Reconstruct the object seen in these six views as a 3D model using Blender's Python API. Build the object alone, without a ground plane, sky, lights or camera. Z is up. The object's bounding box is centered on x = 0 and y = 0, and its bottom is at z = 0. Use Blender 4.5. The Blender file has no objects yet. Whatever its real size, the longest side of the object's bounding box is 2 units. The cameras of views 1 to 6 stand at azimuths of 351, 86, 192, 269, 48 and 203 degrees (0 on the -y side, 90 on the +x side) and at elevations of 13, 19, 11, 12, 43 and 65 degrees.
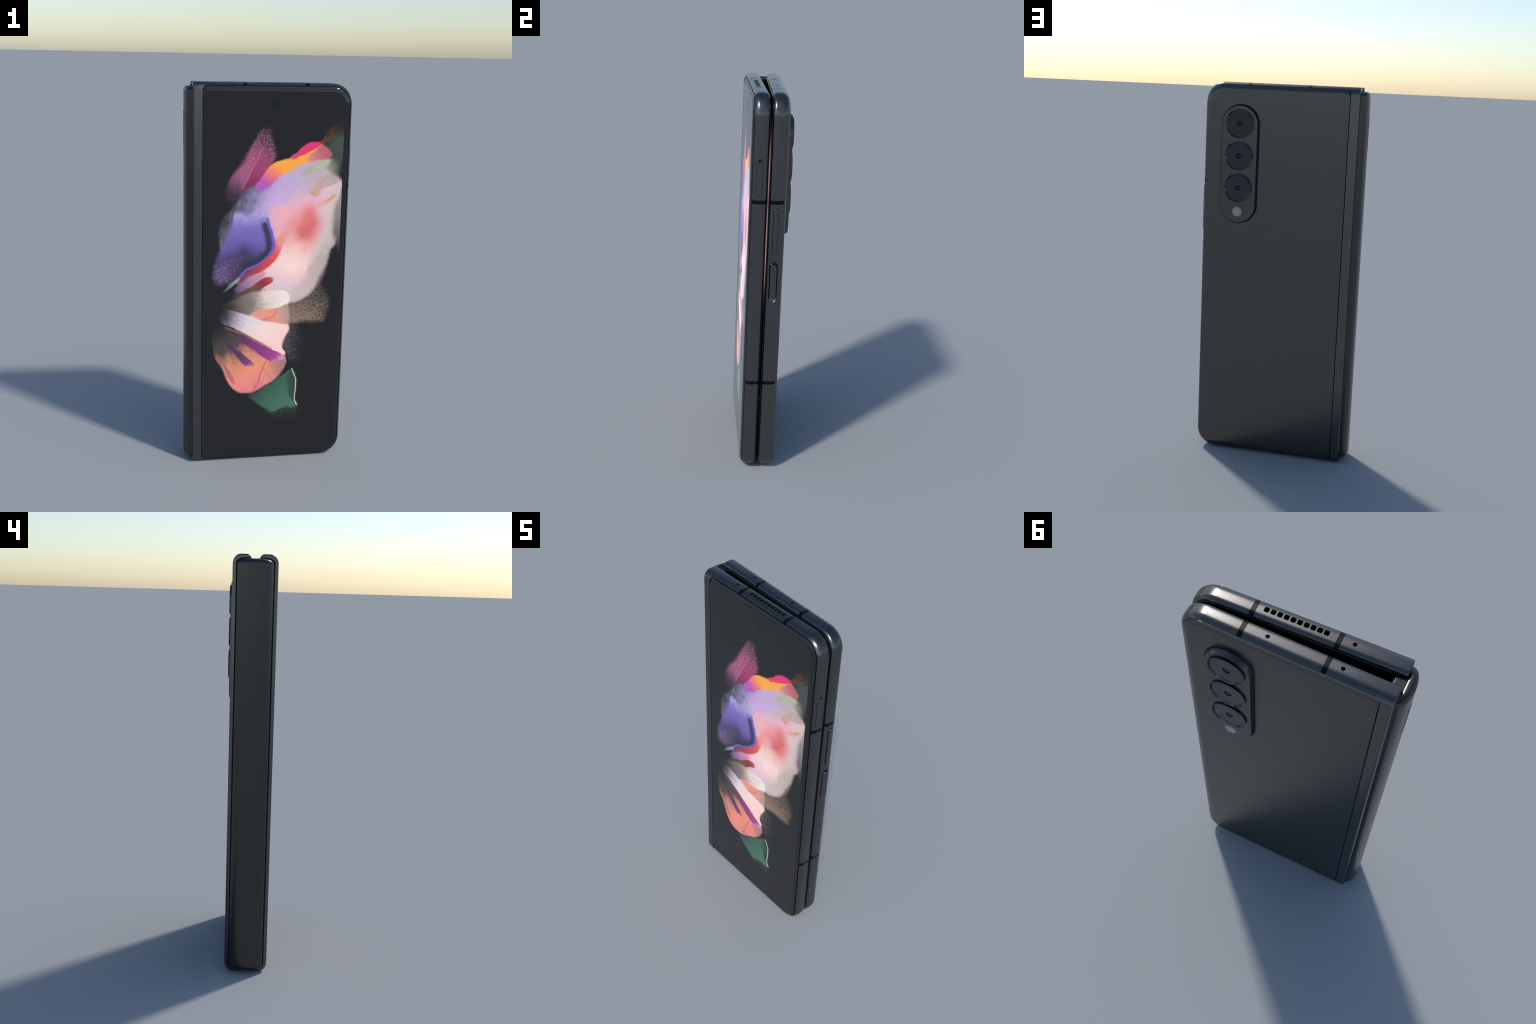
# Folding phone, folded shut and standing upright on its short edge.
# Two thin halves (cover-screen half towards -y, camera half towards +y) lie back to back in a
# slight wedge; a rounded hinge spine on the -x side sits inside the hollow ends of both halves.
import bpy, bmesh, math
import numpy as np
from mathutils import Vector

# ------------------------------------------------------------------ main sizes (metres)
YC = -0.0095            # plane between the two halves
XH, XF = -0.3872, 0.4216  # hinge-side end and free end of the halves
ZT = 2.0                # height
T = 0.0835              # thickness of one half's frame
RC = 0.100              # corner radius of the free corners
OA, OB, OP = 0.0400, 0.036, 1.85   # outer edge rounding: inset, depth and fullness of the curve
IR = 0.020              # inner edge rounding
SEAM = 0.0122           # inset of the seam between frame and cover plate
XC = -0.3400            # hinge-side border of the cover plates
BAND = 0.0095           # half width of the antenna bands
TOP_BANDS = (0.186, -0.128)
BOTTOM_BANDS = (0.200, -0.172)
SIDE_BANDS = (1.4866, 0.5225)


def outer(x):           # distance of a half's outer face from the middle plane (the wedge)
    return 0.1037 - 0.0180 * (x - XH)


def outer_edge(n, u0=0.0, u1=1.0):
    """Outer edge rounding as (inset, depth) pairs, from the flat face round to the side."""
    out = []
    for q in np.linspace(0, 1, n):
        u = u0 + (u1 - u0) * (1 - (1 - q) ** 1.6)
        out.append((OA * (1 - u), OB * (1 - max(0.0, 1 - u ** OP) ** (1 / OP))))
    return out


def srgb(r, g, b):
    f = lambda c: (c / 255 / 12.92) if c < 10.3 else ((c / 255 + 0.055) / 1.055) ** 2.4
    return (f(r), f(g), f(b), 1.0)


# ------------------------------------------------------------------ materials
def new_mat(name):
    m = bpy.data.materials.new(name)
    m.use_nodes = True
    return m, m.node_tree, m.node_tree.nodes["Principled BSDF"]


def noise_rough(nt, b, base, amp, scale):
    tc = nt.nodes.new("ShaderNodeTexCoord")
    n = nt.nodes.new("ShaderNodeTexNoise")
    n.inputs["Scale"].default_value = scale
    n.inputs["Detail"].default_value = 3
    mr = nt.nodes.new("ShaderNodeMapRange")
    mr.inputs["To Min"].default_value = base - amp
    mr.inputs["To Max"].default_value = base + amp
    nt.links.new(tc.outputs["Object"], n.inputs["Vector"])
    nt.links.new(n.outputs["Fac"], mr.inputs["Value"])
    nt.links.new(mr.outputs[0], b.inputs["Roughness"])


def metal(name, col, rough, amp=0.004, scale=25, metallic=1.0):
    m, nt, b = new_mat(name)
    b.inputs["Base Color"].default_value = (*col, 1)
    b.inputs["Metallic"].default_value = metallic
    noise_rough(nt, b, rough, amp, scale)
    return m


def gloss(name, col, rough, ior=1.5, coat=0.0):
    m, nt, b = new_mat(name)
    b.inputs["Base Color"].default_value = (*col, 1)
    b.inputs["Roughness"].default_value = rough
    b.inputs["IOR"].default_value = ior
    b.inputs["Coat Weight"].default_value = coat
    noise_rough(nt, b, rough, rough * 0.1, 40)
    return m


FRAME = metal("satin_graphite_metal", (0.130, 0.129, 0.127), 0.27)
BACK = metal("matt_back_glass", (0.115, 0.114, 0.110), 0.27)
SPINE = metal("hinge_metal", (0.076, 0.075, 0.073), 0.29)
MODULE = metal("camera_island_metal", (0.112, 0.110, 0.106), 0.26)
BANDM = metal("antenna_plastic", (0.019, 0.019, 0.019), 0.33)
DARK = gloss("black_recess", (0.004, 0.004, 0.005), 0.55)
LENS = gloss("lens_glass", (0.016, 0.017, 0.020), 0.06, 1.6)
SELFIE = gloss("selfie_camera_glass", (0.009, 0.009, 0.010), 0.05, 1.5)
RIM = metal("lens_rim_metal", (0.075, 0.078, 0.083), 0.12)
BEZEL = gloss("black_inner_bezel", (0.006, 0.006, 0.007), 0.22)
LETTER = metal("lettering_metal", (0.100, 0.098, 0.102), 0.45)


def lens_dome_mat():
    m, nt, b = new_mat("lens_element")
    b.inputs["Base Color"].default_value = (0.006, 0.007, 0.012, 1)
    b.inputs["Roughness"].default_value = 0.08
    b.inputs["Specular Tint"].default_value = (0.75, 0.85, 1.0, 1)
    return m


DOME = lens_dome_mat()


def flash_mat():
    m, nt, b = new_mat("flash_lens")
    tc = nt.nodes.new("ShaderNodeTexCoord")
    g = nt.nodes.new("ShaderNodeTexGradient")
    g.gradient_type = "SPHERICAL"
    mp = nt.nodes.new("ShaderNodeMapping")
    mp.inputs["Location"].default_value = (-0.224 / 0.02, 0, -1.3335 / 0.02)
    mp.inputs["Scale"].default_value = (50, 0, 50)
    r = nt.nodes.new("ShaderNodeValToRGB")
    r.color_ramp.elements[0].color = (0.30, 0.32, 0.35, 1)
    r.color_ramp.elements[1].color = (0.42, 0.40, 0.27, 1)
    r.color_ramp.elements[1].position = 0.8
    nt.links.new(tc.outputs["Object"], mp.inputs["Vector"])
    nt.links.new(mp.outputs[0], g.inputs["Vector"])
    nt.links.new(g.outputs["Fac"], r.inputs["Fac"])
    nt.links.new(r.outputs[0], b.inputs["Base Color"])
    b.inputs["Roughness"].default_value = 0.12
    return m


FLASH = flash_mat()


# ------------------------------------------------------------------ a lit display: petals in nodes
class S:
    """A socket with arithmetic, so that the picture reads as formulas."""
    nt = None

    def __init__(self, s):
        self.s = s

    @staticmethod
    def op(kind, *a, clamp=False):
        n = S.nt.nodes.new("ShaderNodeMath")
        n.operation, n.use_clamp = kind, clamp
        for i, v in enumerate(a):
            if isinstance(v, S):
                S.nt.links.new(v.s, n.inputs[i])
            else:
                n.inputs[i].default_value = v
        return S(n.outputs[0])

    @staticmethod
    def vec(kind, *a, out=0):
        n = S.nt.nodes.new("ShaderNodeVectorMath")
        n.operation = kind
        for i, v in enumerate(a):
            sock = n.inputs["Scale"] if (kind == "SCALE" and i == 1) else n.inputs[i]
            if isinstance(v, S):
                S.nt.links.new(v.s, sock)
            else:
                sock.default_value = v
        return S(n.outputs[out])

    def __add__(s, o): return S.op("ADD", s, o)
    def __sub__(s, o): return S.op("SUBTRACT", s, o)
    def __rsub__(s, o): return S.op("SUBTRACT", o, s)
    def __mul__(s, o): return S.op("MULTIPLY", s, o)
    __radd__, __rmul__ = __add__, __mul__


def step(v, lo, hi):
    n = S.nt.nodes.new("ShaderNodeMapRange")
    n.interpolation_type = "SMOOTHSTEP"
    n.inputs["From Min"].default_value, n.inputs["From Max"].default_value = lo, hi
    S.nt.links.new(v.s, n.inputs["Value"])
    return S(n.outputs[0])


def ramp(v, stops):
    n = S.nt.nodes.new("ShaderNodeValToRGB")
    e = n.color_ramp.elements
    while len(e) < len(stops):
        e.new(0.5)
    for k, (p, c) in zip(e, stops):
        k.position, k.color = p, srgb(*c)
    S.nt.links.new(v.s, n.inputs["Fac"])
    return S(n.outputs[0])


def mix(fac, a, b, mode="MIX"):
    n = S.nt.nodes.new("ShaderNodeMix")
    n.data_type, n.blend_type = "RGBA", mode
    for sock, v in ((n.inputs[0], fac), (n.inputs[6], a), (n.inputs[7], b)):
        if isinstance(v, S):
            S.nt.links.new(v.s, sock)
        else:
            sock.default_value = v
    return S(n.outputs[2])


def noise(vec, scale, detail=2.0, rough=0.5, stretch=None):
    if stretch:
        vec = S.vec("MULTIPLY", S(vec), stretch).s
    n = S.nt.nodes.new("ShaderNodeTexNoise")
    n.inputs["Scale"].default_value, n.inputs["Detail"].default_value, n.inputs["Roughness"].default_value = scale, detail, rough
    S.nt.links.new(vec, n.inputs["Vector"])
    return S(n.outputs["Fac"])


def xyz(x, y, z=None):
    n = S.nt.nodes.new("ShaderNodeCombineXYZ")
    for k, v in enumerate((x, y, z)):
        if isinstance(v, S):
            S.nt.links.new(v.s, n.inputs[k])
    return S(n.outputs[0])


def smooth_loop(pts, per=14, closed=True):
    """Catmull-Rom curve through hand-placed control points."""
    p = [np.array(q, float) for q in pts]
    n, out = len(p), []
    for i in range(n if closed else n - 1):
        g = lambda k: p[k % n] if closed else p[min(max(k, 0), n - 1)]
        a, b, c, d = g(i - 1), g(i), g(i + 1), g(i + 2)
        for t in np.linspace(0, 1, per, endpoint=False):
            out.append(0.5 * (2 * b + (c - a) * t + (2 * a - 5 * b + 4 * c - d) * t * t + (3 * b - a - 3 * c + d) * t ** 3))
    return np.array(out)


def petal_mask(P, pts, soft, grain, g):
    """Soft mask of a petal: its radius as a curve over the angle round its middle."""
    loop = smooth_loop(pts)
    c = 0.5 * (loop.min(0) + loop.max(0)) * 0.4 + loop.mean(0) * 0.6
    rel = loop - c
    ang, rad = np.arctan2(rel[:, 1], rel[:, 0]), np.hypot(rel[:, 0], rel[:, 1])
    big = float(rad.max())
    order = np.argsort(ang)
    radius = np.interp(np.linspace(-math.pi, math.pi, 45), ang[order], rad[order], period=2 * math.pi)
    to = S.vec("SUBTRACT", P, (float(c[0]), float(c[1]), 0))
    turn = S.nt.nodes.new("ShaderNodeTexGradient")
    turn.gradient_type = "RADIAL"
    S.nt.links.new(to.s, turn.inputs["Vector"])
    fc = S.nt.nodes.new("ShaderNodeFloatCurve")
    cu = fc.mapping.curves[0]
    for k, (a, r) in enumerate(zip(np.linspace(0, 1, 45), radius / big)):
        if k == 0:
            cu.points[0].location = (0, r)
        elif k == 44:
            cu.points[len(cu.points) - 1].location = (1, r)
        else:
            cu.points.new(a, r)
    fc.mapping.update()
    S.nt.links.new(turn.outputs["Fac"], fc.inputs["Value"])
    edge = S.op("MULTIPLY_ADD", S(fc.outputs[0]), big, g * grain)
    return step(edge - S.vec("LENGTH", to, out=1), -soft, soft)


def stroke(P, pts, width, core):
    """Thin drawn line through control points: the least distance to its pieces."""
    loop = np.vstack([smooth_loop(pts, 2, closed=False), pts[-1]])
    best = None
    for a, b in zip(loop[:-1], loop[1:]):
        d = b - a
        e = d / float(d @ d)
        to = S.vec("SUBTRACT", P, (float(a[0]), float(a[1]), 0))
        t = S.op("ADD", S.vec("DOT_PRODUCT", to, (float(e[0]), float(e[1]), 0), out=1), 0.0, clamp=True)
        off = S.vec("DISTANCE", to, S.vec("SCALE", (float(d[0]), float(d[1]), 0), t), out=1)
        best = off if best is None else S.op("MINIMUM", best, off)
    return 1.0 - step(best, width * core, width)


def along(P, a, b, extra=0.0):
    """0 at point a, 1 at point b."""
    a, b = np.array(a), np.array(b)
    d = (b - a) / float((b - a) @ (b - a))
    t = S.vec("DOT_PRODUCT", P, (float(d[0]), float(d[1]), 0), out=1) - float(a @ d)
    return t + extra if isinstance(extra, S) else t


def wallpaper(petal, line):
    """The picture: petals fanning out from a root at the hinge side (x right, z up, metres)."""
    # --- upper wing
    petal([(0.299, 1.703), (0.372, 1.749), (0.395, 1.677), (0.383, 1.615), (0.325, 1.584), (0.297, 1.625)],
          (0.3, 1.6), (0.38, 1.74), [(0, (62, 66, 56)), (1, (68, 84, 76))], soft=0.03, grain=0.06, alpha=0.8)
    petal([(0.257, 1.703), (0.287, 1.739), (0.328, 1.790), (0.385, 1.815), (0.385, 1.770), (0.325, 1.734), (0.288, 1.708)],
          (0.26, 1.7), (0.37, 1.8), [(0, (170, 95, 40)), (1, (95, 70, 45))], soft=0.012, grain=0.05, speckle=(0.0, 0.12, (0.26, 1.7), (0.37, 1.8)))
    petal([(-0.223, 1.411), (-0.203, 1.514), (-0.147, 1.596), (-0.087, 1.692), (-0.047, 1.756), (-0.011, 1.766), (0.022, 1.667), (0.008, 1.585), (-0.037, 1.513), (-0.104, 1.467), (-0.160, 1.416)],
          (-0.17, 1.44), (-0.03, 1.74), [(0, (88, 56, 82)), (0.35, (150, 84, 124)), (0.6, (175, 85, 128)), (1, (150, 92, 118))],
          soft=0.018, grain=0.06, speckle=(-0.32, 0.03, (-0.16, 1.46), (-0.03, 1.76)), shade=((-0.23, 1.38), (-0.12, 1.52)))
    petal([(-0.135, 1.462), (-0.095, 1.560), (-0.045, 1.667), (-0.009, 1.657), (0.003, 1.585), (-0.037, 1.513), (-0.104, 1.467)],
          (-0.08, 1.48), (-0.02, 1.66), [(0, (112, 40, 80)), (0.5, (158, 46, 98)), (1, (150, 60, 105))], soft=0.008, grain=0.04, speckle=(-0.30, 0.06, (-0.09, 1.48), (-0.02, 1.66)))
    line([(-0.130, 1.478), (-0.095, 1.560), (-0.045, 1.667)], 0.0055, (205, 110, 150), 0.4)
    petal([(-0.252, 1.265), (-0.222, 1.333), (-0.160, 1.416), (-0.109, 1.472), (-0.063, 1.493), (0.009, 1.549), (0.113, 1.595), (0.196, 1.626), (0.308, 1.625), (0.292, 1.585), (0.300, 1.548), (0.376, 1.521), (0.389, 1.351), (0.360, 1.196), (0.334, 1.158), (0.310, 1.083), (0.274, 1.018), (0.246, 0.935), (0.188, 0.893), (0.112, 0.868), (0.023, 0.931), (-0.052, 0.950), (-0.138, 0.974), (-0.230, 1.095)],
          (-0.20, 1.38), (0.36, 1.10), [(0.0, (50, 52, 58)), (0.12, (118, 112, 150)), (0.24, (172, 158, 210)), (0.42, (200, 170, 205)), (0.6, (222, 190, 200)), (0.8, (205, 188, 186)), (1, (150, 140, 138))],
          soft=0.010, grain=0.035)
    petal([(0.02, 1.50), (0.15, 1.57), (0.30, 1.61), (0.33, 1.54), (0.20, 1.50), (0.10, 1.42), (-0.02, 1.40)],
          (0.0, 1.44), (0.32, 1.58), [(0, (196, 158, 214)), (0.4, (190, 170, 205)), (0.7, (178, 170, 178)), (1, (176, 172, 162))], soft=0.05, grain=0.04, alpha=0.8)
    petal([(0.013, 1.356), (0.092, 1.408), (0.170, 1.460), (0.229, 1.438), (0.308, 1.469), (0.279, 1.406), (0.254, 1.353), (0.278, 1.273), (0.248, 1.192), (0.214, 1.085), (0.200, 1.003), (0.104, 0.956), (0.022, 0.980), (-0.022, 1.025), (0.041, 1.116), (0.038, 1.223)],
          (0.17, 1.45), (0.08, 0.98), [(0, (226, 176, 200)), (0.3, (236, 172, 184)), (0.55, (238, 180, 178)), (0.75, (246, 214, 212)), (0.92, (240, 196, 206)), (1, (214, 196, 214))], soft=0.03, grain=0.03, alpha=0.92)
    petal([(0.40, 1.47), (0.350, 1.40), (0.338, 1.30), (0.345, 1.22), (0.40, 1.16)],
          (0.36, 1.42), (0.37, 1.18), [(0, (150, 138, 134)), (0.5, (112, 104, 102)), (1, (64, 62, 62))], soft=0.022, grain=0.07, alpha=0.9)
    petal([(0.116, 1.297), (0.167, 1.370), (0.226, 1.385), (0.264, 1.300), (0.250, 1.225), (0.211, 1.172), (0.185, 1.140), (0.150, 1.227)],
          (0.14, 1.35), (0.24, 1.2), [(0, (232, 130, 130)), (0.6, (208, 92, 94)), (1, (222, 118, 114))], soft=0.045, grain=0.04, alpha=0.92)
    petal([(-0.068, 1.477), (-0.033, 1.544), (0.008, 1.593), (0.060, 1.621), (0.112, 1.634), (0.178, 1.682), (0.220, 1.705), (0.262, 1.703), (0.306, 1.667), (0.313, 1.631), (0.217, 1.621), (0.144, 1.590), (0.062, 1.538), (-0.000, 1.500), (-0.041, 1.466)],
          (-0.02, 1.50), (0.055, 1.60), [(0.0, (180, 84, 180)), (0.25, (206, 100, 150)), (0.55, (240, 128, 100)), (0.8, (248, 156, 66)), (1, (246, 166, 60))], soft=0.006, grain=0.025)
    petal([(0.262, 1.700), (0.295, 1.682), (0.317, 1.657), (0.307, 1.628), (0.260, 1.615), (0.207, 1.608), (0.191, 1.626), (0.232, 1.669)],
          (0.2, 1.62), (0.3, 1.68), [(0, (214, 140, 136)), (0.5, (196, 106, 116)), (1, (178, 88, 104))], soft=0.010, grain=0.025)
    petal([(0.091, 1.621), (0.137, 1.657), (0.183, 1.698), (0.220, 1.710), (0.262, 1.705), (0.237, 1.680), (0.185, 1.654), (0.138, 1.635)],
          (0.1, 1.62), (0.25, 1.70), [(0, (226, 56, 96)), (1, (216, 44, 112))], soft=0.004, grain=0.012)
    petal([(0.167, 1.543), (0.192, 1.584), (0.244, 1.610), (0.310, 1.625), (0.298, 1.592), (0.230, 1.558)],
          (0.18, 1.55), (0.3, 1.62), [(0, (172, 168, 166)), (1, (176, 184, 152))], soft=0.014, grain=0.02)
    petal([(0.207, 1.459), (0.248, 1.503), (0.287, 1.524), (0.271, 1.469), (0.240, 1.438)],
          (0.21, 1.44), (0.28, 1.52), [(0, (206, 140, 120)), (1, (218, 160, 104))], soft=0.014, grain=0.02, alpha=0.9)
    petal([(0.242, 1.385), (0.278, 1.411), (0.344, 1.448), (0.327, 1.416), (0.274, 1.387)],
          (0.25, 1.39), (0.34, 1.44), [(0, (222, 170, 150)), (1, (200, 150, 108))], soft=0.010, grain=0.012, alpha=0.85)
    line([(0.165, 1.47), (0.205, 1.462), (0.235, 1.437), (0.262, 1.446)], 0.005, (190, 80, 110), 0.3)
    # soft folds in the pale wing
    petal([(0.04, 1.20), (0.09, 1.28), (0.17, 1.36), (0.16, 1.28), (0.09, 1.20)],
          (0.05, 1.2), (0.16, 1.34), [(0, (226, 128, 124)), (1, (232, 160, 164))], soft=0.035, grain=0.02, alpha=0.65)
    petal([(0.10, 1.41), (0.20, 1.49), (0.33, 1.55), (0.36, 1.50), (0.24, 1.47), (0.15, 1.40)],
          (0.12, 1.42), (0.34, 1.53), [(0, (206, 180, 200)), (0.5, (186, 168, 172)), (1, (160, 146, 142))], soft=0.022, grain=0.02, alpha=0.7)
    petal([(0.20, 1.02), (0.28, 1.14), (0.31, 1.09), (0.25, 0.95), (0.19, 0.90), (0.13, 0.90)],
          (0.17, 0.95), (0.30, 1.08), [(0, (206, 184, 182)), (1, (184, 168, 164))], soft=0.025, grain=0.02, alpha=0.8)
    petal([(0.10, 1.08), (0.17, 1.20), (0.22, 1.18), (0.20, 1.10), (0.14, 1.03)],
          (0.1, 1.05), (0.2, 1.18), [(0, (250, 226, 222)), (1, (240, 190, 184))], soft=0.03, grain=0.02, alpha=0.7)
    petal([(-0.02, 1.38), (0.05, 1.45), (0.14, 1.52), (0.15, 1.48), (0.07, 1.40)],
          (0.0, 1.39), (0.13, 1.5), [(0, (204, 176, 226)), (1, (196, 164, 214))], soft=0.03, grain=0.02, alpha=0.7)
    # --- violet petal with its dark fold and bright rim, lying over a red band
    petal([(0.075, 1.228), (0.064, 1.148), (0.024, 1.084), (-0.033, 1.042), (-0.086, 1.006), (-0.142, 0.978), (-0.155, 1.010), (-0.06, 1.10), (0.02, 1.20)],
          (-0.12, 0.99), (0.06, 1.2), [(0, (110, 60, 90)), (0.3, (170, 62, 62)), (0.6, (214, 64, 56)), (0.85, (222, 96, 88)), (1, (228, 150, 146))], soft=0.010, grain=0.010)
    petal([(-0.179, 1.290), (-0.165, 1.359), (-0.102, 1.337), (-0.038, 1.325), (-0.010, 1.333), (0.002, 1.293), (0.029, 1.213), (0.031, 1.170), (0.013, 1.133), (-0.034, 1.096), (-0.097, 1.057), (-0.149, 1.018), (-0.207, 0.981), (-0.266, 0.999), (-0.282, 1.064), (-0.251, 1.149), (-0.210, 1.222)],
          (-0.13, 1.35), (-0.13, 1.02), [(0, (160, 150, 212)), (0.2, (122, 106, 190)), (0.5, (100, 84, 164)), (0.75, (66, 58, 104)), (1, (60, 46, 84))], soft=0.012, grain=0.055)
    petal([(-0.15, 1.16), (-0.10, 1.17), (-0.05, 1.10), (-0.12, 1.04), (-0.20, 1.0), (-0.22, 1.05)],
          (-0.2, 1.0), (-0.1, 1.16), [(0, (44, 38, 56)), (1, (56, 48, 82))], soft=0.04, grain=0.05, alpha=0.85)
    petal([(-0.26, 1.07), (-0.20, 1.10), (-0.13, 1.13), (-0.17, 1.05), (-0.22, 0.99), (-0.27, 1.0)],
          (-0.2, 1.0), (-0.1, 1.16), [(0, (140, 108, 160)), (1, (122, 92, 140))], soft=0.02, grain=0.05, speckle=(0.10, 0.0, (-0.15, 1.12), (-0.25, 1.0)))
    line([(-0.020, 1.290), (0.006, 1.205), (0.007, 1.170), (-0.008, 1.140), (-0.058, 1.104), (-0.115, 1.072)], 0.027, (42, 37, 58), 0.92, 0.15)
    line([(-0.006, 1.320), (-0.004, 1.300)], 0.012, (70, 110, 96), 0.8, 0.2)
    line([(-0.002, 1.304), (0.029, 1.202), (0.030, 1.170), (0.013, 1.133), (-0.044, 1.088), (-0.108, 1.054), (-0.155, 1.007)], 0.0065, (108, 84, 196), 1.0, 0.5)
    petal([(-0.175, 0.953), (-0.138, 0.985), (-0.075, 1.027), (-0.011, 1.041), (-0.032, 0.998), (-0.101, 0.962), (-0.148, 0.931)],
          (-0.17, 0.94), (-0.01, 1.03), [(0, (70, 60, 90)), (0.5, (160, 118, 160)), (1, (220, 150, 176))], soft=0.010, grain=0.006)
    petal([(0.035, 0.999), (-0.003, 1.015), (-0.053, 0.988), (-0.122, 0.946), (-0.191, 0.910), (-0.127, 0.919), (-0.063, 0.934), (-0.020, 0.960)],
          (-0.19, 0.91), (0.035, 1.0), [(0, (44, 40, 38)), (0.5, (96, 74, 58)), (0.75, (134, 46, 44)), (1, (196, 70, 62))], soft=0.009, grain=0.008)
    petal([(-0.148, 1.012), (-0.154, 0.994), (-0.202, 0.954), (-0.231, 0.936), (-0.191, 0.984)],
          (-0.22, 0.94), (-0.15, 1.01), [(0, (60, 66, 62)), (0.6, (122, 140, 126)), (1, (146, 166, 150))], soft=0.005, grain=0.004)
    # --- lower petals
    petal([(0.112, 0.862), (0.188, 0.887), (0.246, 0.941), (0.273, 0.968), (0.326, 0.883), (0.312, 0.811), (0.296, 0.777), (0.224, 0.774), (0.137, 0.766), (0.114, 0.806)],
          (0.2, 0.92), (0.22, 0.79), [(0, (104, 92, 84)), (1, (150, 126, 108))], soft=0.018, grain=0.05, speckle=(-0.12, 0.02, (0.14, 0.84), (0.31, 0.86)))
    petal([(0.110, 0.750), (0.170, 0.743), (0.211, 0.667), (0.197, 0.583), (0.142, 0.562), (0.096, 0.661)],
          (0.1, 0.65), (0.2, 0.65), [(0, (128, 122, 120)), (1, (70, 72, 70))], soft=0.03, grain=0.06, speckle=(0.0, 0.16, (0.1, 0.65), (0.2, 0.65)))
    petal([(-0.243, 0.852), (-0.164, 0.904), (-0.063, 0.939), (0.034, 0.945), (0.110, 0.928), (0.115, 0.868), (0.047, 0.842), (-0.071, 0.802), (-0.136, 0.815)],
          (-0.20, 0.85), (0.09, 0.90), [(0, (50, 48, 48)), (0.4, (128, 116, 112)), (0.65, (218, 196, 192)), (1, (240, 226, 222))], soft=0.008, grain=0.03)
    petal([(-0.093, 0.811), (-0.050, 0.834), (0.036, 0.842), (0.080, 0.841), (0.115, 0.868), (0.120, 0.756), (0.071, 0.760), (-0.017, 0.786), (-0.071, 0.796)],
          (-0.08, 0.8), (0.11, 0.8), [(0, (216, 150, 140)), (0.4, (236, 146, 122)), (0.75, (222, 150, 136)), (1, (170, 150, 140))], soft=0.010, grain=0.012)
    line([(-0.01, 0.788), (0.03, 0.798), (0.048, 0.815), (0.05, 0.83)], 0.006, (176, 66, 100), 0.45, 0.1)
    petal([(-0.248, 0.802), (-0.227, 0.846), (-0.136, 0.826), (-0.017, 0.783), (0.115, 0.750), (0.103, 0.694), (0.088, 0.633), (0.120, 0.580), (0.042, 0.615), (-0.047, 0.669), (-0.145, 0.726), (-0.221, 0.763)],
          (-0.24, 0.82), (0.08, 0.66), [(0, (70, 66, 72)), (0.2, (170, 158, 176)), (0.42, (222, 206, 218)), (0.7, (246, 214, 210)), (1, (248, 206, 200))], soft=0.007, grain=0.018)
    petal([(-0.279, 0.720), (-0.221, 0.763), (-0.135, 0.726), (-0.014, 0.648), (0.103, 0.569), (0.094, 0.518), (0.045, 0.452), (-0.009, 0.414), (-0.064, 0.385), (-0.141, 0.392), (-0.196, 0.446), (-0.240, 0.534), (-0.273, 0.603)],
          (-0.23, 0.73), (-0.05, 0.40), [(0, (40, 38, 38)), (0.28, (80, 66, 62)), (0.50, (200, 132, 108)), (0.7, (232, 142, 116)), (0.88, (228, 134, 128)), (1, (214, 122, 136))], soft=0.006, grain=0.02, vein=0.10)
    petal([(0.02, 0.555), (0.10, 0.57), (0.095, 0.51), (0.045, 0.45), (0.00, 0.43), (0.0, 0.5)],
          (0.0, 0.5), (0.1, 0.53), [(0, (232, 140, 128)), (1, (150, 116, 112))], soft=0.010, grain=0.03, vein=0.16)
    petal([(-0.215, 0.746), (-0.134, 0.704), (-0.047, 0.661), (0.031, 0.618), (0.106, 0.572), (0.032, 0.555), (-0.012, 0.575), (-0.079, 0.628), (-0.145, 0.676)],
          (-0.2, 0.74), (0.09, 0.57), [(0, (60, 46, 46)), (0.3, (92, 44, 92)), (0.65, (136, 48, 128)), (0.9, (164, 60, 140)), (1, (206, 140, 180))], soft=0.011, grain=0.012)
    line([(-0.215, 0.75), (-0.134, 0.715), (-0.047, 0.672), (0.03, 0.628)], 0.007, (176, 112, 96), 0.6, 0.1)
    petal([(-0.236, 0.708), (-0.171, 0.638), (-0.116, 0.596), (-0.061, 0.537), (-0.110, 0.539), (-0.165, 0.598)],
          (-0.23, 0.7), (-0.06, 0.53), [(0, (46, 38, 44)), (0.55, (80, 42, 88)), (0.85, (116, 52, 112)), (1, (190, 110, 130))], soft=0.012, grain=0.010)
    petal([(-0.227, 0.550), (-0.185, 0.491), (-0.158, 0.439), (-0.190, 0.457)],
          (-0.22, 0.55), (-0.16, 0.44), [(0, (150, 80, 84)), (1, (196, 96, 118))], soft=0.010, grain=0.010, alpha=0.85)
    # --- green leaf at the foot
    petal([(0.011, 0.279), (0.105, 0.303), (0.175, 0.293), (0.158, 0.217), (0.096, 0.209)],
          (0.05, 0.3), (0.1, 0.22), [(0, (52, 76, 66)), (1, (44, 50, 47))], soft=0.02, grain=0.05, speckle=(-0.05, 0.2, (0.1, 0.29), (0.1, 0.2)))
    petal([(-0.091, 0.366), (-0.042, 0.387), (0.024, 0.435), (0.089, 0.472), (0.139, 0.499), (0.165, 0.457), (0.163, 0.329), (0.173, 0.293), (0.105, 0.291), (0.039, 0.266), (-0.001, 0.291)],
          (-0.06, 0.40), (0.08, 0.28), [(0, (38, 52, 48)), (0.35, (50, 88, 72)), (0.65, (54, 98, 79)), (1, (62, 108, 88))], soft=0.009, grain=0.03)
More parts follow.
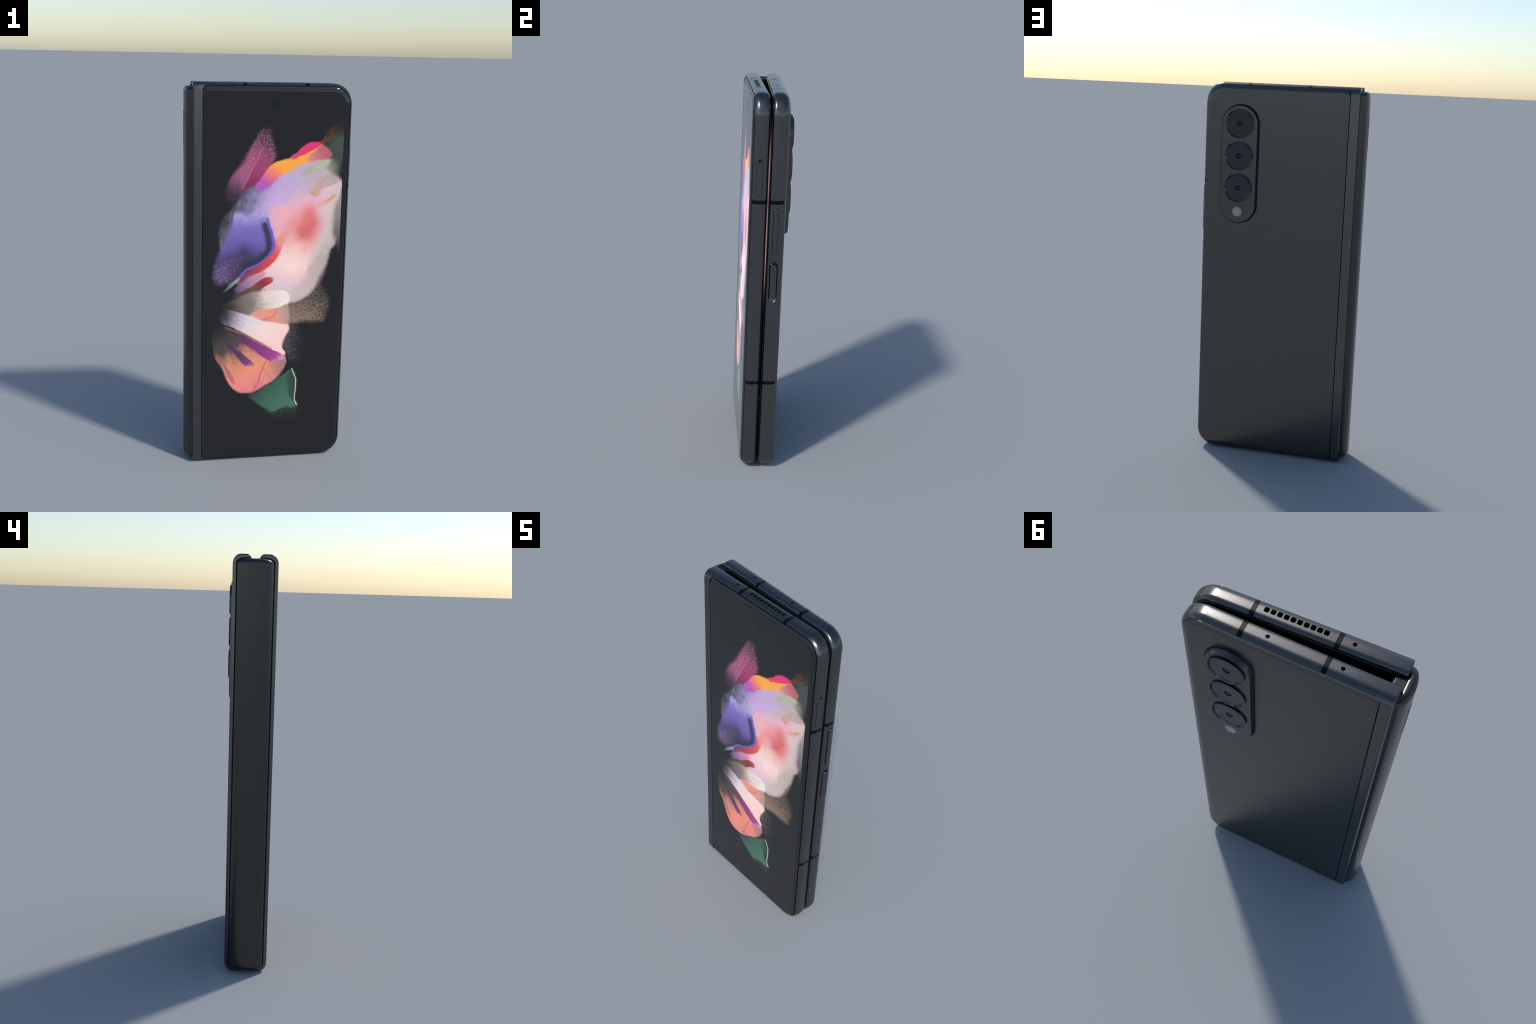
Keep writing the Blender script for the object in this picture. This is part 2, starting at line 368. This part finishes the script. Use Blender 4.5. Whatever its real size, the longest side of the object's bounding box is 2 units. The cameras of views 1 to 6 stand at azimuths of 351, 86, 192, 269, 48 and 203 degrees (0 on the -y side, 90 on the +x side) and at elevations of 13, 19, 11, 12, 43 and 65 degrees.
    petal([(0.117, 0.471), (0.144, 0.493), (0.165, 0.457), (0.161, 0.329), (0.132, 0.354)],
          (0.12, 0.42), (0.16, 0.42), [(0, (42, 72, 62)), (1, (32, 40, 38))], soft=0.016, grain=0.01, alpha=0.9)
    line([(0.141, 0.505), (0.162, 0.457), (0.164, 0.394), (0.160, 0.329), (0.173, 0.299)], 0.0038, (206, 200, 176), 0.85)
    line([(0.004, 0.559), (-0.022, 0.501), (-0.037, 0.444), (-0.064, 0.388)], 0.0045, (176, 92, 66), 0.8)


DISPLAY_BANDS = (0.20, 0.36, 0.50, 0.58, 0.68, 0.78, 0.87, 0.95, 1.03, 1.11, 1.20, 1.31, 1.42, 1.52, 1.62, 1.72, 1.82)   # the picture is drawn strip by strip


def display_mat(z_low, z_high):
    m, nt, b = new_mat("lit_cover_display")
    S.nt = nt
    tc = nt.nodes.new("ShaderNodeTexCoord").outputs["Object"]
    sep = nt.nodes.new("ShaderNodeSeparateXYZ")
    nt.links.new(tc, sep.inputs[0])
    x0, z0 = S(sep.outputs[0]), S(sep.outputs[2])
    state = {"col": None}

    def shown(pts, more):
        zs = [p[1] for p in pts]
        return min(zs) - more < z_high and max(zs) + more > z_low

    def prepare():
        # soft warp of the picture plane, fine paint dust and streaks fanning out from the petals' root
        wx, wz = noise(tc, 9, 3) - 0.5, noise(tc, 9, 3, stretch=(1.3, 1, 0.8)) - 0.5
        P = xyz(S.op("MULTIPLY_ADD", wx, 0.022, x0), S.op("MULTIPLY_ADD", wz, 0.022, z0))
        dust, fleck = noise(tc, 420, 2, 0.6) - 0.5, noise(tc, 240, 3, 0.65) - 0.5
        to = S.vec("SUBTRACT", P, (-0.26, 0.86, 0))
        turn = nt.nodes.new("ShaderNodeTexGradient")
        turn.gradient_type = "RADIAL"
        nt.links.new(to.s, turn.inputs["Vector"])
        streak = noise(xyz(S(turn.outputs["Fac"]) * 190, S.vec("LENGTH", to, out=1) * 5).s, 1.0, 4, 0.6) - 0.5
        cloud = noise(tc, 14, 4, 0.6) - 0.5
        state.update(P=P, g=S.op("MULTIPLY_ADD", fleck, 0.8, dust), fl=S.op("MULTIPLY_ADD", dust, 0.6, fleck),
                     vary=S.op("MULTIPLY_ADD", streak, 0.18, cloud * 0.28), streak=streak, lum=dust * 0.35 + 1.0,
                     col=(0, 0, 0, 1))

    def petal(pts, a, bb, stops, soft=0.008, grain=0.02, alpha=1.0, speckle=0.0, vein=0.035, shade=None):
        if not shown(pts, soft + grain + 0.02):
            return
        if state["col"] is None:
            prepare()
        P = state["P"]
        mk = petal_mask(P, pts, soft, grain, state["g"])
        if speckle:      # broken up into paint dust
            lo, hi, pa, pb = speckle
            mk = mk * step(state["fl"] - along(P, pa, pb) * (hi - lo), lo - 0.10, lo + 0.14)
        if shade:        # fades out along a direction
            mk = mk * step(along(P, *shade), 0.0, 1.0)
        if alpha != 1.0:
            mk = mk * alpha
        c = ramp(along(P, a, bb, state["vary"]), stops)
        c = S.vec("SCALE", c, S.op("MULTIPLY_ADD", state["streak"], vein * 5, state["lum"]))
        state["col"] = mix(mk, state["col"], c)

    def line(pts, width, colour, alpha=1.0, core=0.4):
        if not shown(pts, width + 0.02):
            return
        if state["col"] is None:
            prepare()
        state["col"] = mix(stroke(state["P"], pts, width, core) * alpha, state["col"], srgb(*colour))

    wallpaper(petal, line)
    b.inputs["Base Color"].default_value = (0.013, 0.0135, 0.0145, 1)
    b.inputs["Roughness"].default_value = 0.045
    b.inputs["IOR"].default_value = 1.5
    if state["col"] is not None:
        # the petals fade into black round their root; nothing outside the active area
        root = step(S.vec("LENGTH", S.vec("MULTIPLY", S.vec("SUBTRACT", xyz(x0, z0), (-0.285, 0.835, 0)), (1, 0.84, 0)), out=1), 0.02, 0.16)
        window = step(x0, -0.314, -0.313) * step(0.3785 - x0, 0.0, 0.001)
        out = mix(root * window, (0, 0, 0, 1), state["col"])
        nt.links.new(out.s, b.inputs["Emission Color"])
        b.inputs["Emission Strength"].default_value = 0.97
    return m


def inner_display_mat():
    """The folded-in main display: lit rose petals near the free edge, black elsewhere."""
    m, nt, b = new_mat("lit_inner_display")
    S.nt = nt
    tc = nt.nodes.new("ShaderNodeTexCoord").outputs["Object"]
    sep = nt.nodes.new("ShaderNodeSeparateXYZ")
    nt.links.new(tc, sep.inputs[0])
    x, z = S(sep.outputs[0]), S(sep.outputs[2])
    n = noise(tc, 5, 3)
    c = ramp(n, [(0.3, (150, 96, 120)), (0.45, (226, 170, 170)), (0.6, (238, 196, 190)), (0.75, (190, 120, 110))])
    mk = step(z + n * 0.2, 0.95, 1.35) * step(1.78 - z + n * 0.15, 0.0, 0.25) * step(x, -0.2, 0.1)
    out = mix(mk, (0, 0, 0, 1), c)
    b.inputs["Base Color"].default_value = (0.004, 0.004, 0.004, 1)
    b.inputs["Roughness"].default_value = 0.1
    nt.links.new(out.s, b.inputs["Emission Color"])
    b.inputs["Emission Strength"].default_value = 0.34
    return m


EDGES = (-1.0, *DISPLAY_BANDS, 3.0)
SCREENS = [display_mat(lo, hi) for lo, hi in zip(EDGES[:-1], EDGES[1:])]
INNER = inner_display_mat()


# ------------------------------------------------------------------ mesh helpers
def mesh_obj(name, verts, faces, mats, parent=None, smooth=28, face_mats=None, weighted=True):
    me = bpy.data.meshes.new(name)
    me.from_pydata([tuple(v) for v in verts], [], faces)
    bm = bmesh.new()
    bm.from_mesh(me)
    bmesh.ops.recalc_face_normals(bm, faces=bm.faces)
    bm.to_mesh(me)
    bm.free()
    for m in mats:
        me.materials.append(m)
    if face_mats:
        me.polygons.foreach_set("material_index", face_mats)
    o = bpy.data.objects.new(name, me)
    bpy.context.scene.collection.objects.link(o)
    o.parent = parent
    if smooth:
        shade(o, smooth, weighted)
    return o


def shade(o, angle, weighted=True):
    me = o.data
    me.polygons.foreach_set("use_smooth", [True] * len(me.polygons))
    me.set_sharp_from_angle(angle=math.radians(angle))
    for md in [m for m in o.modifiers if m.type == "WEIGHTED_NORMAL"]:
        o.modifiers.remove(md)
    if not weighted:
        return
    wn = o.modifiers.new("normals", "WEIGHTED_NORMAL")          # keeps large flat faces flat
    wn.keep_sharp, wn.weight = True, 60


def loft(rings, caps=True):
    """Quads between closed rings of equal length."""
    n = len(rings[0])
    verts = np.vstack(rings)
    faces = []
    for i in range(len(rings) - 1):
        for j in range(n):
            k = (j + 1) % n
            faces.append((i * n + j, i * n + k, (i + 1) * n + k, (i + 1) * n + j))
    if caps:
        faces.append(tuple(range(n))[::-1])
        faces.append(tuple(range((len(rings) - 1) * n, len(rings) * n)))
    return verts, faces


def join_cutters(parts):
    v, f, base = [], [], 0
    for pv, pf in parts:
        v.append(np.asarray(pv, float))
        f += [tuple(i + base for i in q) for q in pf]
        base += len(pv)
    return np.vstack(v), f


def cut(o, parts, mat, op="DIFFERENCE"):
    """Exact boolean; the cut faces take the cutter's material."""
    v, f = join_cutters(parts)
    c = mesh_obj("cutter", v, f, [mat], smooth=0)
    md = o.modifiers.new("cut", "BOOLEAN")
    md.object, md.operation, md.solver, md.material_mode = c, op, "EXACT", "TRANSFER"
    dg = bpy.context.evaluated_depsgraph_get()
    me = bpy.data.meshes.new_from_object(o.evaluated_get(dg))
    o.modifiers.clear()
    o.data = me
    bpy.data.objects.remove(c)


def split_material(o, mat, name, parent, smooth):
    """Move the faces of one material into an object of their own, one per piece."""
    idx = [i for i, m in enumerate(o.data.materials) if m == mat]
    bm = bmesh.new()
    bm.from_mesh(o.data)
    todo = {f for f in bm.faces if f.material_index in idx}
    groups = []
    while todo:
        stack, grp = [todo.pop()], []
        while stack:
            f = stack.pop()
            grp.append(f)
            for e in f.edges:
                for g in e.link_faces:
                    if g in todo:
                        todo.discard(g)
                        stack.append(g)
        groups.append(grp)
    for grp in groups:
        vs = {}
        for f in grp:
            for v in f.verts:
                vs.setdefault(v, len(vs))
        mesh_obj(name, [v.co[:] for v in vs], [tuple(vs[v] for v in f.verts) for f in grp], [mat], parent, smooth, None, False)
    bmesh.ops.delete(bm, geom=[f for g in groups for f in g], context="FACES")
    bm.to_mesh(o.data)
    bm.free()


def box(x0, x1, y0, y1, z0, z1):
    v = [(x, y, z) for x in (x0, x1) for y in (y0, y1) for z in (z0, z1)]
    return np.array(v), [(0, 1, 3, 2), (4, 6, 7, 5), (0, 4, 5, 1), (2, 3, 7, 6), (0, 2, 6, 4), (1, 5, 7, 3)]


# ------------------------------------------------------------------ outlines of a half, in the x-z plane
def outline(d, xh, rh, marks=True):
    """Rounded rectangle inset by d on the three free sides; hinge side at xh with corner radius rh.
    Returns points and, per edge, whether it lies on an antenna band."""
    r = max(RC - d, 0.03)
    x1, z0, z1 = XF - d, d, ZT - d
    pts, band = [], []

    def add(x, z, b=False):
        pts.append((x, z))
        band.append(b)

    def arc(cx, cz, rad, a0, a1, n):
        for t in np.linspace(a0, a1, n):
            add(cx + rad * math.cos(t), cz + rad * math.sin(t))

    def edge_marks(centres, fixed, horizontal, rev):
        for c in sorted(centres, reverse=rev):
            lo, hi = (c + BAND, c - BAND) if rev else (c - BAND, c + BAND)
            for k, v in enumerate((lo, hi)):
                add(*((v, fixed) if horizontal else (fixed, v)), k == 0)

    h = math.pi / 2
    arc(xh + rh, z0 + rh, rh, 2 * h, 3 * h, 6)
    if marks:
        edge_marks(BOTTOM_BANDS, z0, True, False)
    arc(x1 - r, z0 + r, r, -h, 0, 25)
    if marks:
        edge_marks(SIDE_BANDS, x1, False, False)
    arc(x1 - r, z1 - r, r, 0, h, 25)
    if marks:
        edge_marks(TOP_BANDS, z1, True, True)
    arc(xh + rh, z1 - rh, rh, h, 2 * h, 6)
    return np.array(pts), band


def place(pts, t, s):
    """Outline points at depth t below the outer face of the half on side s (-1 front, +1 back)."""
    x, z = pts[:, 0], pts[:, 1]
    return np.column_stack([x, YC + s * (0.1037 - 0.0180 * (x - XH) - t), z])


def stadium(c, half, r, n=14):
    """Points of an upright pill in (a, z): centre, half length over all, radius."""
    pts = []
    for a0, zc in ((0, c[1] + half - r), (math.pi, c[1] - half + r)):
        for t in np.linspace(a0, a0 + math.pi, n):
            pts.append((c[0] + r * math.cos(t), zc + r * math.sin(t)))
    return np.array(pts)


def pill_x(c, half, r, prof, side=1.0):
    """Pill lofted along x: prof is a list of (x, growth); side scales the growth across."""
    rings = []
    for x, g in prof:
        p = stadium(c, half + g, r + g * side)
        rings.append(np.column_stack([np.full(len(p), x), p[:, 0], p[:, 1]]))
    return loft(rings)


def disc_z(x, y, r, z0, z1, n=20):
    a = np.linspace(0, 2 * math.pi, n, endpoint=False)
    rings = [np.column_stack([x + r * np.cos(a), y + r * np.sin(a), np.full(n, z)]) for z in (z0, z1)]
    return loft(rings)


def square_z(x, y, hx, hy, r, z0, z1):
    p = []
    for sx, sy, a0 in ((1, 1, 0), (-1, 1, math.pi / 2), (-1, -1, math.pi), (1, -1, 1.5 * math.pi)):
        for t in np.linspace(a0, a0 + math.pi / 2, 5):
            p.append((x + sx * (hx - r) + r * math.cos(t), y + sy * (hy - r) + r * math.sin(t)))
    p = np.array(p)
    return loft([np.column_stack([p, np.full(len(p), z)]) for z in (z0, z1)])


# ------------------------------------------------------------------ the hinge spine's section
HW, HX0, HTIP = 0.0835, -0.386, -0.4265
HZ0, HZ1 = 0.0195, 1.9800


def hinge_rings(grow, x_in, lip):
    """Rings in y-z along x, narrowing to the rounded back of the spine."""
    rings, n = [], 9
    stations = [(x_in, lip), (x_in - lip * 0.3, lip * 0.3), (x_in - lip, 0.0)] if lip else [(x_in, 0.0)]
    stations += [(HX0 - (HX0 - HTIP) * math.sin(t), None) for t in np.linspace(0.02, math.pi / 2 - 0.03, 16)]
    for x, inset in stations:
        if inset is None:
            q = (HX0 - x) / (HX0 - HTIP)
            w = HW * (1 - q ** 2.25) ** (1 / 2.05)
            over = max(0.0, (-0.4045 - x)) / 0.0225
            dz = 0.021 * (1 - math.sqrt(max(0.0, 1 - over ** 2)))
        else:
            w, dz = HW - inset, inset
        w, z0, z1 = w + grow, HZ0 + dz - grow, HZ1 - dz + grow
        ry, rz = min(0.046, 0.97 * w), max(0.003, 0.0240 - dz)
        pts = []
        for sy, z, sz, a0 in ((1, z0 + rz, -1, 0), (-1, z0 + rz, -1, 1), (-1, z1 - rz, 1, 0), (1, z1 - rz, 1, 1)):
            for t in np.linspace(0, math.pi / 2, n):
                u = t if a0 == 0 else math.pi / 2 - t
                pts.append((x - (grow if x < HX0 else 0), YC + sy * (w - ry + ry * math.cos(u)), z + sz * rz * math.sin(u)))
        rings.append(np.array(pts))
    return rings


# ------------------------------------------------------------------ one half: frame, cover, bezel, display
phone = bpy.data.objects.new("folding_phone", None)
bpy.context.scene.collection.objects.link(phone)
phone["label"] = "folded dark grey folding phone standing upright, lit petal wallpaper"
phone["category"] = "phone"


def holes_for(s):
    """Openings in a half's frame."""
    mid = lambda x: YC + s * (outer(x) - 0.0445)
    parts = []
    if s < 0:
        for k in range(10):                                       # earpiece grille
            x = 0.1433 - k * 0.0246
            parts.append(square_z(x, -0.0600 - 0.0004 * k, 0.0098, 0.0103, 0.005, ZT - 0.03, ZT + 0.01))
        parts.append(disc_z(-0.1816, -0.0625, 0.0080, ZT - 0.03, ZT + 0.01))
        parts.append(pill_x((-0.0568, 1.6087), 0.0937, 0.0157, [(XF - 0.012, 0), (XF + 0.01, 0)]))   # SIM tray well
    else:
        for x, y in ((0.0948, 0.0358), (-0.1829, 0.0408)):
            parts.append(disc_z(x, y, 0.0080, ZT - 0.03, ZT + 0.01))
        parts.append(square_z(0.030, mid(0.03), 0.060, 0.0215, 0.0212, -0.01, 0.05))    # charging port
        for k in range(6):                                        # bottom loudspeaker
            parts.append(square_z(-0.065 - k * 0.0155, mid(-0.1), 0.0045, 0.0095, 0.0043, -0.01, 0.03))
        parts.append(disc_z(0.130, mid(0.13), 0.0080, -0.01, 0.03))
        parts.append(pill_x((0.0315, 1.3373), 0.1218, 0.0130, [(XF - 0.012, 0), (XF + 0.01, 0)]))    # volume key well
    return parts


def build_half(s, side):
    prof = [(d, t, 0.20) for d, t in outer_edge(18)]
    prof += [(IR * (1 - math.cos(p)), T - IR + IR * math.sin(p), 0.35) for p in np.linspace(0, math.pi / 2, 9)]
    rings = []
    for d, t, k in prof:
        pts, band = outline(d, XH + k * d, 0.006)
        rings.append(place(pts, t, s))
    v, f = loft(rings)
    n = len(rings[0])
    fm = [int(band[j % n]) for j in range(n * (len(rings) - 1))] + [0, 0]
    frame = mesh_obj("frame", v, f, [FRAME, BANDM], phone, 0, fm)
    # pocket for the cover plate, hollow for the hinge, openings
    pocket = [place(outline(SEAM, XC, 0.026, False)[0], t, s) for t in (-0.02, 0.022)]
    cut(frame, [loft(pocket)], DARK)
    hollow = hinge_rings(0.0046, -0.3720, 0.0)
    cut(frame, [loft([hollow[0], hollow[1] + np.array([-0.06, 0, 0])])], DARK)
    cut(frame, holes_for(s), DARK)
    if s > 0:                                                     # dished key: a scoop round the power key
        scoop = [(XF - 0.0130, 0.0012), (XF - 0.0068, 0.0014), (XF - 0.0060, 0.0045), (XF - 0.0044, 0.0090), (XF - 0.0022, 0.0140), (XF + 0.0004, 0.0172), (XF + 0.004, 0.0190)]
        cut(frame, [pill_x((0.0315, 1.0777), 0.0908, 0.0165, scoop, 0.30)], FRAME)
        rings = []                                                # chamfered mouth of the charging port
        for z, hx, hy in ((0.026, 0.0601, 0.0214), (0.012, 0.0625, 0.0345), (-0.012, 0.0670, 0.0450)):
            rings.append(square_z(0.030, YC + outer(0.03) - 0.0445, hx, hy, min(hx, hy) - 0.0004, z, z + 1)[0][:20])
        cut(frame, [loft(rings)], FRAME)
    split_material(frame, BANDM, "antenna_band", frame, 28)
    shade(frame, 28, False)

    # cover plate with curved edges
    rings = []
    d0 = SEAM + (0.0046 if s < 0 else 0.0016)
    cp = [(d0 + 0.0004, 0.021, 0.0)]
    cp += [(d, t, 0.15) for d, t in outer_edge(15, 0.0, 1 - d0 / OA)[::-1]]
    for d, t, k in cp:
        pts, _ = outline(d, XC + (0.0003 if s < 0 else 0.0009) + k * (d - d0), 0.0240, False)
        rings.append(place(pts, t, s))
    v, f = loft(rings)
    cover = mesh_obj("cover_glass" if s < 0 else "back_cover", v, f, SCREENS if s < 0 else [BACK], phone, 0)
    if s < 0:                                                     # strips of the lit picture
        bm = bmesh.new()
        bm.from_mesh(cover.data)
        for z in DISPLAY_BANDS:
            bmesh.ops.bisect_plane(bm, geom=bm.verts[:] + bm.edges[:] + bm.faces[:], plane_co=(0, 0, z), plane_no=(0, 0, 1))
        for q in bm.faces:
            q.material_index = sum(q.calc_center_median().z > z for z in DISPLAY_BANDS)
        bm.to_mesh(cover.data)
        bm.free()
    shade(cover, 20)

    # raised rim round the folded-in display, and the display itself
    rings = []
    for d, t, k in ((0.0165, T - 0.004, 0.0), (0.0165, T + 0.0012, 0.0), (0.0185, T + 0.0030, 0.02), (0.0330, T + 0.0030, 0.2), (0.0345, T + 0.0008, 0.3), (0.0345, T - 0.004, 0.35)):
        pts, _ = outline(d, -0.336 + k * d, 0.006, False)
        rings.append(place(pts, t, s))
    v, f = loft(rings + rings[:1], caps=False)
    mesh_obj("inner_bezel", v, f, [BEZEL], phone, 30)
    rings = [place(outline(0.0342, -0.330, 0.006, False)[0], t, s) for t in (T - 0.003, T + 0.0009)]
    v, f = loft(rings)
    mesh_obj("inner_display", v, f, [INNER], phone, 30)
    return frame, cover


front_frame, front_cover = build_half(-1, "front")
back_frame, back_cover = build_half(+1, "back")

# ------------------------------------------------------------------ hinge spine
v, f = loft(hinge_rings(0.0, -0.3735, 0.0))
spine = mesh_obj("hinge_spine", v, f, [SPINE], phone, 0)
# step down behind the rounded back, between the two halves, at both ends
notch = []
for z_flat, z_out in ((1.9738, 1.985), (0.0258, 0.014)):
    up = 1 if z_out > z_flat else -1
    sec = [(-0.3872, z_flat), (-0.3880, z_flat + 0.0016 * up), (-0.3892, z_flat + 0.0034 * up), (-0.3910, z_flat + 0.0047 * up), (-0.3935, z_flat + 0.0055 * up), (-0.3985, z_flat + 0.0064 * up), (-0.3985, z_out), (-0.360, z_out), (-0.360, z_flat)]
    notch.append(loft([np.array([(x, y, z) for x, z in sec]) for y in (YC - 0.045, YC + 0.045)]))
cut(spine, notch, SPINE)
shade(spine, 40)


def bevelled_box(name, dims, bev, mat, parent):
    v, f = box(*dims)
    o = mesh_obj(name, v, f, [mat], parent, 0)
    bm = bmesh.new()
    bm.from_mesh(o.data)
    bmesh.ops.bevel(bm, geom=bm.edges[:], offset=bev, segments=3, profile=0.5, affect="EDGES")
    bm.to_mesh(o.data)
    bm.free()
    shade(o, 50)
    return o


bevelled_box("hinge_plate", (-0.3885, -0.3478, YC - 0.0215, YC + 0.0215, 0.0265, 1.9732), 0.003, SPINE, spine)

# the flexible display's fold inside the hinge
n = 24
a = np.linspace(-math.pi / 2, math.pi / 2, n)
gap = outer(-0.33) - T
sec = [(-0.3345 - 0.012 * math.cos(t), YC + gap * math.sin(t)) for t in a] + [(-0.3345 - 0.010 * math.cos(t), YC + (gap - 0.002) * math.sin(t)) for t in a[::-1]]
sec = np.array(sec)
v, f = loft([np.column_stack([sec, np.full(len(sec), z)]) for z in (0.035, 1.965)])
mesh_obj("display_fold", v, f, [BEZEL], phone, 40)


def spine_x(y):
    w = min(abs(y - YC) / HW, 0.98)
    q = (1 - w ** 2.05) ** (1 / 2.25)
    return HX0 - (HX0 - HTIP) * q


# lettering running down the spine
cu = bpy.data.curves.new("lettering", "FONT")
cu.body = "Galaxy"
cu.size, cu.extrude, cu.resolution_u, cu.offset = 1.0, 0.02, 6, 0.012
tmp = bpy.data.objects.new("lettering_source", cu)
bpy.context.scene.collection.objects.link(tmp)
me = bpy.data.meshes.new_from_object(tmp.evaluated_get(bpy.context.evaluated_depsgraph_get()))
bpy.data.objects.remove(tmp)
bm = bmesh.new()
bm.from_mesh(me)
for k in range(-8, 26):          # enough rows to follow the curve of the spine
    bmesh.ops.bisect_plane(bm, geom=bm.verts[:] + bm.edges[:] + bm.faces[:], plane_co=(0, 0.033 * k, 0), plane_no=(0, 1, 0))
bm.to_mesh(me)
bm.free()
co = np.array([v.co[:] for v in me.vertices])
capital = co[co[:, 0] < co[:, 0].min() + 0.3][:, 1].max()
sx = 0.181 / (co[:, 0].max() - co[:, 0].min())
sy = 0.0385 / capital
for v_, c in zip(me.vertices, co):
    z = 1.861 - (c[0] - co[:, 0].min()) * sx
    y = 0.0045 - c[1] * sy
    v_.co = (spine_x(y) + (0.003 if c[2] < 0 else -0.0007), y, z)
me.name = "lettering"
me.materials.clear()
me.materials.append(LETTER)
text = bpy.data.objects.new("lettering", me)
bpy.context.scene.collection.objects.link(text)
text.parent = spine

# ------------------------------------------------------------------ keys and tray on the free edge
v, f = pill_x((0.0315, 1.3373), 0.1218 - 0.0015, 0.0130 - 0.0015, [(XF - 0.011, 0), (XF + 0.0026, 0), (XF + 0.0044, -0.0009), (XF + 0.0054, -0.0026), (XF + 0.0056, -0.006)])
mesh_obj("volume_key", v, f, [FRAME], back_frame, 40)
v, f = pill_x((0.0315, 1.0777), 0.0908, 0.0165, [(XF - 0.011, 0), (XF - 0.0008, 0), (XF + 0.0006, -0.0009), (XF + 0.0012, -0.003), (XF + 0.0013, -0.008)])
mesh_obj("power_key", v, f, [FRAME], back_frame, 40)
v, f = pill_x((-0.0568, 1.6087), 0.0937 - 0.0013, 0.0157 - 0.0013, [(XF - 0.011, 0), (XF - 0.0006, 0), (XF, -0.0006), (XF + 0.0001, -0.004)])
tray = mesh_obj("sim_tray", v, f, [FRAME], front_frame, 0)
cut(tray, [pill_x((-0.0568, 1.6895), 0.0074, 0.0073, [(XF - 0.009, 0), (XF + 0.01, 0)])], DARK)
shade(tray, 40)

# ------------------------------------------------------------------ camera island on the back
CX, MH = 0.2240, 0.0217


def back_y(x, h):
    return YC + outer(x) + h


def pill_back(c, half, r, prof):
    rings = []
    for h, g in prof:
        p = stadium(c, half + g, r + g, 28)
        rings.append(np.column_stack([p[:, 0], [back_y(x, h) for x in p[:, 0]], p[:, 1]]))
    return loft(rings)


def disc_back(cx, cz, prof, n=64, caps=True):
    a = np.linspace(0, 2 * math.pi, n, endpoint=False)
    rings = []
    for r, h in prof:
        x = cx + r * np.cos(a)
        rings.append(np.column_stack([x, [back_y(q, h) for q in x], cz + r * np.sin(a)]))
    return loft(rings, caps)


v, f = pill_back((CX, 1.580), 0.3105, 0.1020, [(-0.006, 0), (0.0006, 0), (0.0006, -0.006)])
mesh_obj("island_seam", v, f, [DARK], phone, 30)
v, f = pill_back((CX, 1.580), 0.3080, 0.0995, [(-0.004, 0), (0.003, 0), (0.0200, -0.0055), (0.0218, -0.0066), (MH - 0.0003, -0.0080), (MH, -0.0098)])
island = mesh_obj("camera_island", v, f, [MODULE], phone, 0)
LENS_Z = (1.7905, 1.6255, 1.4590)
cut(island, [disc_back(CX, z, [(0.0700, MH - 0.0150), (0.0700, MH + 0.01)]) for z in LENS_Z], DARK)
shade(island, 24)
for z in LENS_Z:
    # a raised metal rim slopes down to the glass; the aperture is a small well with a domed element
    v, f = disc_back(CX, z, [(0.0660, MH - 0.002), (0.0757, MH - 0.002), (0.0757, MH + 0.0064), (0.0752, MH + 0.0071), (0.0744, MH + 0.0074), (0.0672, MH + 0.0020), (0.0660, MH + 0.0004), (0.0660, MH - 0.002)], caps=False)
    rim = mesh_obj("lens_rim", v, f, [RIM], island, 25)
    v, f = disc_back(CX, z, [(0.0665, MH - 0.014), (0.0665, MH + 0.0012), (0.0655, MH + 0.0016), (0.0400, MH + 0.0016), (0.0394, MH + 0.0012), (0.0300, MH + 0.0012), (0.0150, MH + 0.0008), (0.0142, MH - 0.0058), (0.004, MH - 0.0060)])
    mesh_obj("lens_glass", v, f, [LENS], rim, 20)
    v, f = disc_back(CX, z, [(0.0138 * math.sin(t), MH - 0.0044 + 0.0060 * (math.cos(t) - 0.2)) for t in np.linspace(1.35, 0.04, 12)], 40)
    mesh_obj("lens_element", v, f, [DOME], rim, 60, None, False)
v, f = disc_back(CX, 1.3335, [(0.0255, MH - 0.003), (0.0255, MH + 0.0006), (0.0240, MH + 0.0012), (0.012, MH + 0.0016), (0.004, MH + 0.0017)], 48)
mesh_obj("flash", v, f, [FLASH], island, 40)


# ------------------------------------------------------------------ selfie camera behind the cover glass
def disc_front(cx, cz, prof, n=48):
    a = np.linspace(0, 2 * math.pi, n, endpoint=False)
    rings = []
    for r, h in prof:
        x = cx + r * np.cos(a)
        rings.append(np.column_stack([x, [YC - outer(q) - h for q in x], cz + r * np.sin(a)]))
    return loft(rings)


v, f = disc_front(0.0328, 1.8998, [(0.0215, -0.002), (0.0215, 0.0003), (0.0205, 0.0004), (0.0150, 0.0004), (0.0145, 0.0002), (0.009, 0.0002), (0.0085, 0.0005), (0.002, 0.0006)])
mesh_obj("selfie_camera", v, f, [SELFIE], front_cover, 20)
